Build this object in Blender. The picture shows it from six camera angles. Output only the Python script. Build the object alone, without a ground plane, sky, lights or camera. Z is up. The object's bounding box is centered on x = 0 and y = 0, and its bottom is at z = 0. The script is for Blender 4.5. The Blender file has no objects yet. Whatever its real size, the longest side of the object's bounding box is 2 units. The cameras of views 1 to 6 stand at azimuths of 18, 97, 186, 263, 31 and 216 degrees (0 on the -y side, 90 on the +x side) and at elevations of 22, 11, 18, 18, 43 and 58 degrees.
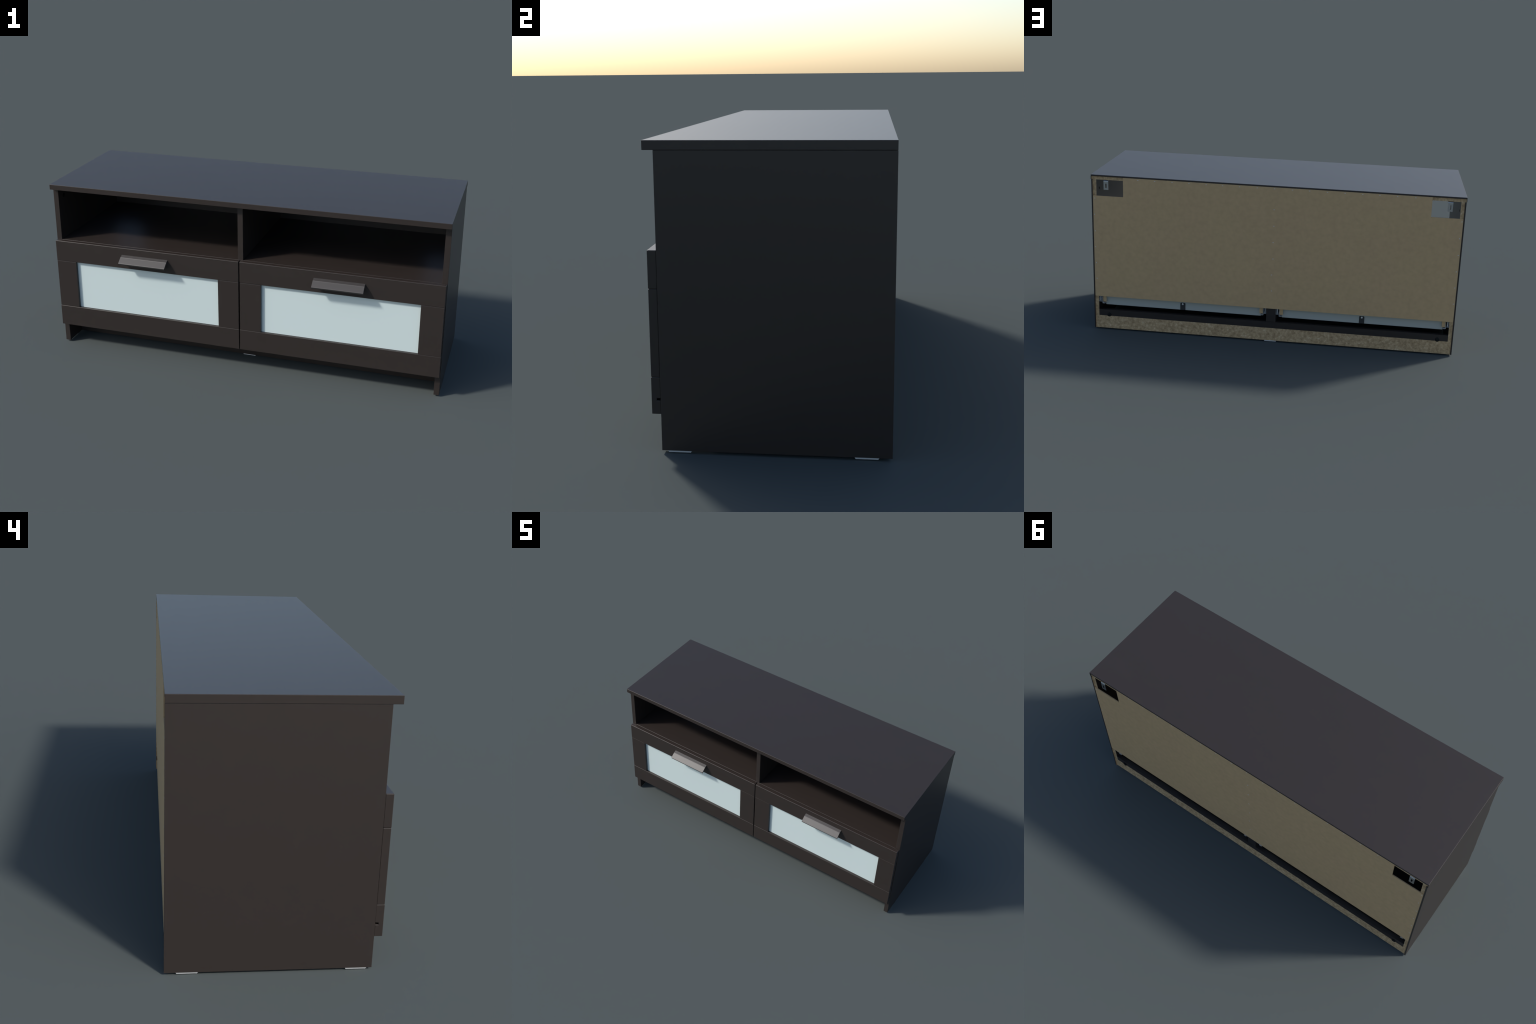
import bpy, bmesh, math, random
from mathutils import Vector

random.seed(7)
COL = bpy.context.scene.collection

# ------------------------------------------------------------------ sizes
W = 1.0            # half width of the top
TOP = 0.8885       # height of the top
BT = 0.0266        # board thickness
BACK = 0.3638      # rearmost plane
REB = 0.0050       # rebate depth (thickness of the back board)
FRONT = -0.3167    # front plane of the drawer fronts
CARC = -0.2900     # front plane of the carcass
SX = 0.9980        # outer face of the side panels
SI = SX - BT       # inner face of the side panels
FLOOR = 0.0055     # underside of the side panels (they stand on glides)
SHELF = 0.5873     # upper face of the shelf
DX = 0.4987        # centre of a drawer
DH = 0.4964        # half width of a drawer front


# -------------------------------------------------------------- materials
def new_mat(name, rough=0.5, metallic=0.0, color=(0.5, 0.5, 0.5), spec=0.5):
    m = bpy.data.materials.new(name)
    m.use_nodes = True
    b = m.node_tree.nodes["Principled BSDF"]
    b.inputs["Base Color"].default_value = (*color, 1)
    b.inputs["Roughness"].default_value = rough
    b.inputs["Metallic"].default_value = metallic
    b.inputs["Specular IOR Level"].default_value = spec
    return m, m.node_tree, b


def tex_noise(nt, scale, detail=4.0, rough=0.55, stretch=(1, 1, 1)):
    tc = nt.nodes.new("ShaderNodeTexCoord")
    mp = nt.nodes.new("ShaderNodeMapping")
    mp.inputs["Scale"].default_value = stretch
    nz = nt.nodes.new("ShaderNodeTexNoise")
    nz.inputs["Scale"].default_value = scale
    nz.inputs["Detail"].default_value = detail
    nz.inputs["Roughness"].default_value = rough
    nt.links.new(tc.outputs["Object"], mp.inputs["Vector"])
    nt.links.new(mp.outputs["Vector"], nz.inputs["Vector"])
    return nz.outputs["Fac"], mp.outputs["Vector"]


def ramp(nt, fac, stops):
    r = nt.nodes.new("ShaderNodeValToRGB")
    e = r.color_ramp.elements
    while len(e) < len(stops):
        e.new(0.5)
    for el, (p, c) in zip(e, stops):
        el.position = p
        el.color = (*c, 1)
    nt.links.new(fac, r.inputs["Fac"])
    return r.outputs["Color"]


def mix(nt, fac, a, b, mode="MIX"):
    n = nt.nodes.new("ShaderNodeMix")
    n.data_type = "RGBA"
    n.blend_type = mode
    if isinstance(fac, float):
        n.inputs["Factor"].default_value = fac
    else:
        nt.links.new(fac, n.inputs["Factor"])
    nt.links.new(a, n.inputs["A"])
    nt.links.new(b, n.inputs["B"])
    return n.outputs["Result"]


def foil_material():
    """black-brown printed foil: almost even, the faintest grain"""
    m, nt, b = new_mat("black_brown_foil", rough=FOIL_ROUGH, spec=0.5)
    f, _ = tex_noise(nt, 9.0, 5, 0.6, (0.35, 1.6, 1.6))
    c = ramp(nt, f, [(0.3, tuple(v * 0.98 for v in FOIL)), (0.7, tuple(v * 1.02 for v in FOIL))])
    nt.links.new(c, b.inputs["Base Color"])
    return m


def chipboard_material():
    """raw particle board edge: pale and dark flakes"""
    m, nt, b = new_mat("raw_chipboard", rough=0.85, spec=0.25)
    f, vec = tex_noise(nt, 66.0, 6, 0.64)
    c1 = ramp(nt, f, [(0.33, (0.36, 0.235, 0.125)), (0.47, (0.50, 0.340, 0.185)),
                      (0.58, (0.58, 0.400, 0.225)), (0.72, (0.72, 0.560, 0.360))])
    v = nt.nodes.new("ShaderNodeTexVoronoi")
    v.inputs["Scale"].default_value = 85.0
    nt.links.new(vec, v.inputs["Vector"])
    c2 = ramp(nt, v.outputs["Distance"], [(0.12, (1.10, 1.12, 1.15)), (0.45, (0.88, 0.87, 0.86))])
    col = mix(nt, 0.75, c1, c2, "MULTIPLY")
    nt.links.new(col, b.inputs["Base Color"])
    return m


def fibreboard_material():
    """thin tan hardboard with soft fibrous clouds"""
    m, nt, b = new_mat("tan_fibreboard", rough=0.7, spec=0.3)
    f, _ = tex_noise(nt, 42.0, 5, 0.62)
    g, _ = tex_noise(nt, 7.0, 3, 0.5)
    c1 = ramp(nt, f, [(0.30, tuple(v * 0.93 for v in FIBRE)), (0.52, FIBRE),
                      (0.75, tuple(v * 1.07 for v in FIBRE))])
    c2 = ramp(nt, g, [(0.35, (0.995, 0.985, 0.995)), (0.65, (1.0, 1.005, 0.995))])
    nt.links.new(mix(nt, 1.0, c1, c2, "MULTIPLY"), b.inputs["Base Color"])
    return m


FOIL = (0.0300, 0.0231, 0.0203)
FOIL_ROUGH = 0.37
FIBRE = (0.575, 0.382, 0.200)
foil = foil_material()
chip = chipboard_material()
fibre = fibreboard_material()
glass, _, _g = new_mat("frosted_white_glass", rough=0.35, color=(0.60, 0.697, 0.690))
white, _, _w = new_mat("white_foil", rough=0.5, color=(0.45, 0.45, 0.405))  # white darkened to grey for the shade on the drawer back under the backing board
plastic_white, _, _p = new_mat("white_plastic", rough=0.5, color=(0.75, 0.75, 0.75))
plastic_black, _, _p = new_mat("black_plastic", rough=0.6, color=(0.003, 0.003, 0.003), spec=0.3)
plastic_grey, _, _p = new_mat("dark_grey_plastic", rough=0.5, color=(0.03, 0.03, 0.032))
steel, _, _p = new_mat("galvanised_steel", rough=0.35, metallic=0.55, color=(0.85, 0.85, 0.85))  # pale, part non-metal: bright reflections on runners painted into the base colour
dull_steel, _, _p = new_mat("dull_zinc_plate", rough=0.40, metallic=1.0, color=(0.47, 0.47, 0.46))
staple_metal, _, _p = new_mat("staple_metal", rough=0.5, color=(0.62, 0.55, 0.47))
handle_metal, _, _p = new_mat("satin_grey_lacquer", rough=0.52, color=(0.030, 0.026, 0.0245), spec=0.90)


# --------------------------------------------------------------- geometry
def finish(bm, name, mats, bevel=0.0, seg=2, smooth=False):
    bmesh.ops.remove_doubles(bm, verts=bm.verts, dist=1e-6)
    bmesh.ops.recalc_face_normals(bm, faces=bm.faces)
    if bevel > 0:
        es = [e for e in bm.edges if len(e.link_faces) == 2 and e.is_convex
              and e.calc_face_angle(0) > 0.6
              and not (chip in mats and any(f.material_index == 1 for f in e.link_faces))]
        bmesh.ops.bevel(bm, geom=es, offset=bevel, segments=seg, profile=0.5,
                        affect="EDGES", clamp_overlap=True)
    me = bpy.data.meshes.new(name)
    bm.to_mesh(me)
    bm.free()
    for m in mats:
        me.materials.append(m)
    if smooth:
        me.shade_smooth()
        me.set_sharp_from_angle(angle=math.radians(32))
    return me


def add(name, me, parent, loc=(0, 0, 0), rot=(0, 0, 0)):
    o = bpy.data.objects.new(name, me)
    COL.objects.link(o)
    o.location = loc
    o.rotation_euler = rot
    o.parent = parent
    return o


def bm_box(bm, x0, x1, y0, y1, z0, z1, mat=0):
    v = [bm.verts.new((x, y, z)) for z in (z0, z1) for y in (y0, y1) for x in (x0, x1)]
    q = [(0, 2, 3, 1), (4, 5, 7, 6), (0, 1, 5, 4), (2, 6, 7, 3), (0, 4, 6, 2), (1, 3, 7, 5)]
    fs = []
    for i in q:
        f = bm.faces.new([v[k] for k in i])
        f.material_index = mat
        fs.append(f)
    return fs


def box(name, parent, x0, x1, y0, y1, z0, z1, mat, bevel=0.0012, seg=2):
    """a board: mesh centred on its own origin"""
    cx, cy, cz = (x0 + x1) / 2, (y0 + y1) / 2, (z0 + z1) / 2
    bm = bmesh.new()
    bm_box(bm, x0 - cx, x1 - cx, y0 - cy, y1 - cy, z0 - cz, z1 - cz)
    return add(name, finish(bm, name, [mat], bevel, seg), parent, (cx, cy, cz))


def prism(prof, lo, hi, axis, raw=()):
    """extrude a closed 2D profile along an axis; raw = indices of the profile
    edges that show the bare core (material 1)"""
    def P(a, b, t):
        return {"x": (t, a, b), "y": (a, t, b), "z": (a, b, t)}[axis]
    bm = bmesh.new()
    A = [bm.verts.new(P(a, b, lo)) for a, b in prof]
    B = [bm.verts.new(P(a, b, hi)) for a, b in prof]
    n = len(prof)
    for i in range(n):
        j = (i + 1) % n
        f = bm.faces.new([A[i], A[j], B[j], B[i]])
        f.material_index = 1 if i in raw else 0
    bm.faces.new(A[::-1])
    bm.faces.new(B)
    return bm


def disc(name, parent, r, t, mat, loc, rot, bevel=0.0, seg=24):
    bm = bmesh.new()
    bmesh.ops.create_cone(bm, cap_ends=True, segments=seg, radius1=r, radius2=r, depth=t)
    return add(name, finish(bm, name, [mat], bevel, 2, True), parent, loc, rot)


# ------------------------------------------------------------------ bench
bench = bpy.data.objects.new("television_bench", None)
COL.objects.link(bench)
bench["label"] = "low black-brown media bench, two frosted-glass drawers, open shelves"
bench["category"] = "tv bench"

# top board, rebated along its back edge
yb = BACK - REB
prof = [(-0.3202, TOP - BT), (yb, TOP - BT), (yb, 0.8800), (BACK, 0.8800), (BACK, TOP), (-0.3202, TOP)]
add("tabletop", finish(prism(prof, -W, W, "x", raw=(1, 2)), "tabletop", [foil, chip], 0.0014, 3), bench)

# thin edge banding closes the rebate at both ends of the top
for s in (-1, 1):
    a, b = sorted((s * (W - 0.0016), s * W))
    box("edge_band", bench, a, b, yb, BACK - 0.0003, TOP - BT, 0.8800, foil, 0)

# side panels, rebated the same way, standing on glides
for s in (-1, 1):
    prof = [(s * SI, CARC), (s * SX, CARC), (s * SX, BACK), (s * 0.9900, BACK), (s * 0.9900, yb), (s * SI, yb)]
    me = finish(prism(prof, FLOOR, TOP - BT - 0.0002, "z", raw=(3, 4)), "side_panel", [foil, chip], 0.0010)
    add("side_panel", me, bench)

# shelf, upper divider, twin lower divider
box("shelf", bench, -SI + 0.0002, SI - 0.0002, CARC, yb - 0.0004, SHELF - BT, SHELF, foil, 0.0016, 3)
box("divider", bench, -0.0130, 0.0136, CARC - 0.0002, yb - 0.0004, SHELF + 0.0002, TOP - BT - 0.0003, foil, 0.0008)
box("divider", bench, -0.0263, 0.0263, CARC, yb - 0.0004, 0.1162, SHELF - BT - 0.0003, foil, 0.0008)

# plinths: the rear one shows bare core on the lower part of its back face
bm = prism([(yb - 0.0222, 0.0062), (yb, 0.0062), (yb, 0.0797), (yb, 0.1158), (yb - 0.0222, 0.1158)],
           -SI + 0.00005, SI - 0.00005, "x", raw=(1,))
add("plinth", finish(bm, "plinth", [foil, chip]), bench)
box("plinth", bench, -SI + 0.0003, SI - 0.0003, -0.1614, -0.1614 + BT, 0.0055, 0.1158, foil)

# back board with its two upper corners cut away for cables
bx, cx, cz, bz0, bz1 = 0.9897, 0.8226, 0.7726, 0.1962, 0.8797
prof = [(-bx, bz0), (bx, bz0), (bx, cz), (cx, cz), (cx, bz1), (-cx, bz1), (-cx, cz), (-bx, cz)]
bm = prism(prof, yb + 0.0001, BACK - 0.0002, "y")
bm.faces.ensure_lookup_table()
bmesh.ops.recalc_face_normals(bm, faces=bm.faces)
for f in bm.faces:
    if f.normal.y < -0.9:
        f.material_index = 1          # inner face is foiled dark
add("backing_board", finish(bm, "backing_board", [fibre, foil]), bench)

# staples that hold the back board
bm = bmesh.new()
bm_box(bm, -0.0036, 0.0036, 0, 0.0006, -0.0020, 0.0020)
staple = finish(bm, "staple", [staple_metal], 0.0005, 1)
step = 0.0922
spots = [(0.003 + k * step, 0.8715) for k in range(-8, 9)]
for x in (-0.9808, 0.0018, 0.9808):
    spots += [(x, 0.7583 - k * 0.0917) for k in range(6)]
for i, (x, z) in enumerate(spots):
    add("staple", staple, bench, (x + random.uniform(-.003, .003), BACK - 0.0003, z + random.uniform(-.0006, .0006)),
        (0, random.choice((0, math.pi / 2)) if abs(x) > .9 else 0, 0))

# black caps on the rear plinth and the bolt covers in the compartments
for s in (-1, 1):
    disc("bolt_cap", bench, 0.0115, 0.005, plastic_black, (s * 0.9140, yb + 0.0015, 0.0873), (math.pi / 2, 0, 0), 0.001)
    for y, z, r in ((-0.2371, 0.8115, 0.0115), (0.3058, 0.8030, 0.0065)):
        disc("bolt_cover", bench, r, 0.0016, plastic_black, (s * (SI - 0.0002), y, z), (0, math.pi / 2, 0))

# L-shaped wall brackets with a slot
def bracket_mesh():
    bm = bmesh.new()
    w, t, h = 0.0128, 0.0030, 0.0520
    # slotted plate: outer rectangle and stadium hole, extruded in y
    hole = []
    r, hz = 0.0040, 0.0085
    for k in range(9):
        a = math.pi * k / 8
        hole.append((r * math.cos(a), -0.0295 + hz + r * math.sin(a)))
    for k in range(9):
        a = math.pi + math.pi * k / 8
        hole.append((r * math.cos(a), -0.0295 - hz + r * math.sin(a)))
    outer = [(-w, -h), (w, -h), (w, -0.006), (-w, -0.006)]
    ring = [bm.verts.new((x, 0, z)) for x, z in outer]
    inner = [bm.verts.new((x, 0, z)) for x, z in hole]
    es = [bm.edges.new((ring[i], ring[(i + 1) % 4])) for i in range(4)]
    es += [bm.edges.new((inner[i], inner[(i + 1) % len(inner)])) for i in range(len(inner))]
    bmesh.ops.triangle_fill(bm, use_beauty=True, use_dissolve=False, edges=es)
    ex = bmesh.ops.extrude_face_region(bm, geom=list(bm.faces))
    for g in ex["geom"]:
        if isinstance(g, bmesh.types.BMVert):
            g.co.y -= t
    # rounded bend and the flange that is screwed under the top
    arc = [(-0.006 + 0.006 * math.cos(k * math.pi / 16), -0.006 + 0.006 * math.sin(k * math.pi / 16)) for k in range(9)]
    arc += [(-0.050, 0.0), (-0.050, -t)]
    arc += [(-0.006 + 0.003 * math.cos(k * math.pi / 16), -0.006 + 0.003 * math.sin(k * math.pi / 16)) for k in range(8, -1, -1)]
    A = [bm.verts.new((-w, y, z)) for y, z in arc]
    B = [bm.verts.new((w, y, z)) for y, z in arc]
    for i in range(len(arc)):
        j = (i + 1) % len(arc)
        bm.faces.new([A[i], A[j], B[j], B[i]])
    bm.faces.new(A)
    bm.faces.new(B[::-1])
    return finish(bm, "wall_bracket", [dull_steel], smooth=True)


br = bracket_mesh()
for s in (-1, 1):
    add("wall_bracket", br, bench, (s * 0.9177, 0.3615, TOP - BT - 0.0022))

# white glides
bm = bmesh.new()
fs = bm_box(bm, -0.0131, 0.0131, -0.0345, 0.0345, 0, FLOOR + 0.0003)
for v in bm.verts:
    if v.co.z < 0.001:
        v.co.x *= 0.76
        v.co.y *= 0.91
glide = finish(bm, "foot_glide", [plastic_white])
for s in (-1, 1):
    for y in (-0.2388, 0.2928):
        add("foot_glide", glide, bench, (s * 0.9846, y, 0))
bm = bmesh.new()
bm_box(bm, -0.0108, 0.0108, -0.0340, 0.0340, 0, 0.0063)
for v in bm.verts:
    if v.co.z < 0.001:
        v.co.x *= 0.80
        v.co.y *= 0.93
glide = finish(bm, "foot_glide", [plastic_white])
for y in (-0.1478, 0.3478):
    add("foot_glide", glide, bench, (0, y, 0), (0, 0, math.pi / 2))

# drawer runners: a channel on the carcass and an angle under the drawer side
def runner_mesh():
    bm = bmesh.new()
    y0, y1 = -0.280, 0.350
    bm_box(bm, -0.0012, 0.0000, y0, y1, 0.1590, 0.2150)      # web on the panel
    bm_box(bm, -0.0142, -0.0013, y0, y1, 0.1590, 0.1604)     # lower lip
    bm_box(bm, -0.0142, -0.0013, y0, y1, 0.2136, 0.2150)     # upper lip
    bm_box(bm, -0.0094, -0.0056, y0, y1, 0.1640, 0.2100)     # roller track
    bm_box(bm, -0.0185, -0.0172, y0, y1, 0.1490, 0.1900)     # angle beside the drawer
    bm_box(bm, -0.0330, -0.0186, y0, y1, 0.1490, 0.1504)     # angle below the drawer
    return finish(bm, "drawer_runner", [steel])


run = runner_mesh()
for x, flip in ((SI, 0), (-0.0263, 0), (-SI, 1), (0.0263, 1)):
    o = add("drawer_runner", run, bench, (x - 0.0001 if not flip else x + 0.0001, 0, 0))
    if flip:
        o.scale = (-1, 1, 1)


# ---------------------------------------------------------------- drawers
def drawer_box_mesh():
    """white folded box, raw core at the rear ends of the sides"""
    bm = bmesh.new()
    hi, ho = 0.4335, 0.4524
    for s in (-1, 1):
        a, b = sorted((s * hi, s * ho))
        for f in bm_box(bm, a, b, -0.2899, 0.3460, 0.1578, 0.4300):
            f.normal_update()
            if abs(f.normal.y) > 0.9 or abs(f.normal.z) > .9:
                f.material_index = 1
    a, b = hi - 0.0003, hi + 0.006
    prof = [(-b, 0.1385), (b, 0.1385), (b, 0.1576), (a, 0.1576), (a, 0.43), (-a, 0.43), (-a, 0.1576), (-b, 0.1576)]
    p = prism(prof, 0.3110, 0.3330, "y")
    tmp = bpy.data.meshes.new("tmp")
    p.to_mesh(tmp)
    p.free()
    bm.from_mesh(tmp)
    bpy.data.meshes.remove(tmp)
    bm_box(bm, -hi + 0.0003, hi - 0.0003, -0.2990, 0.3107, 0.1540, 0.1600)
    return finish(bm, "drawer", [white, fibre])


def handle_profile():
    """closed (y, z) outline of the bent handle sheet"""
    f = FRONT
    upper = [(f + 0.0005, 0.5514), (f - 0.0010, 0.5508), (-0.3325, 0.5452), (-0.3342, 0.5443),
             (-0.3355, 0.5430), (-0.3625, 0.5232), (-0.3635, 0.5221), (-0.3638, 0.5208)]
    lower = [(-0.3600, 0.5136), (-0.3592, 0.5132), (-0.3580, 0.5139),
             (-0.3330, 0.5345), (-0.3310, 0.5359), (-0.3285, 0.5370), (f - 0.0060, 0.5400),
             (f - 0.0036, 0.5385), (f - 0.0032, 0.5280), (f + 0.0005, 0.5280)]
    return upper + lower


def make_handle_mesh():
    bm = prism(handle_profile(), -0.1245, 0.1245, "x")
    bmesh.ops.recalc_face_normals(bm, faces=bm.faces)
    caps = [f for f in bm.faces if abs(f.normal.x) > 0.9]
    es = {e for f in caps for e in f.edges}
    bmesh.ops.bevel(bm, geom=list(es), offset=0.0006, segments=2, affect="EDGES", clamp_overlap=True)
    return finish(bm, "handle", [handle_metal])


def clip_mesh():
    """rounded tab that carries the drawer bottom"""
    w = 0.0143
    prof = [(-w, 0.1382), (w, 0.1382)]
    for k in range(9):
        a = math.pi / 2 * k / 8
        prof.append((w - 0.006 + 0.006 * math.cos(a), 0.1748 + 0.006 * math.sin(a)))
    for k in range(9):
        a = math.pi / 2 + math.pi / 2 * k / 8
        prof.append((-w + 0.006 + 0.006 * math.cos(a), 0.1748 + 0.006 * math.sin(a)))
    return finish(prism(prof, 0.3331, 0.3355, "y"), "support_clip", [plastic_grey], 0.0006, 1)


def rail_profile(z0, z1, slot=False):
    p = [(FRONT, z0), (CARC - 0.0002, z0)]
    if slot:
        p += [(CARC - 0.0002, 0.1537), (-0.3012, 0.1537), (-0.3012, 0.1605), (CARC - 0.0002, 0.1605)]
    return p + [(CARC - 0.0002, z1), (FRONT, z1)]


Z0, Z1, Z2, Z3 = 0.1134, 0.2225, 0.4778, 0.5876
GO = 0.1086          # stile width
top_rail = finish(prism(rail_profile(Z2, Z3), -DH, DH, "x"), "frame_rail", [foil], 0.0026, 3)
low_rail = finish(prism(rail_profile(Z0, Z1, True), -DH, DH, "x"), "frame_rail", [foil], 0.0017, 3)
bm = bmesh.new()
bm_box(bm, 0, GO - 0.0008, FRONT + 0.0003, CARC - 0.0010, Z1 + 0.0002, Z2 - 0.0002)
stile = finish(bm, "frame_stile", [foil], 0.0016)
bm = bmesh.new()
hw = DH - GO + 0.010
bm_box(bm, -hw, hw, FRONT + 0.0145, FRONT + 0.0205, Z1 - 0.010, Z2 + 0.010)
pane = finish(bm, "glass_pane", [glass], 0.0005, 1)
boxm, hand, clip = drawer_box_mesh(), make_handle_mesh(), clip_mesh()
for s in (-1, 1):
    d = add("drawer", boxm, bench, (s * DX, 0, 0))
    add("frame_rail", top_rail, d)
    add("frame_rail", low_rail, d)
    add("frame_stile", stile, d, (-DH + 0.0008, 0, 0))
    o = add("frame_stile", stile, d, (DH - 0.0008, 0, 0))
    o.scale = (-1, 1, 1)
    add("glass_pane", pane, d)
    add("handle", hand, d)
    add("support_clip", clip, d)
    disc("screw", d, 0.0052, 0.0030, steel, (0, 0.3367, 0.1728), (math.pi / 2, 0, 0), 0.0012, 16)
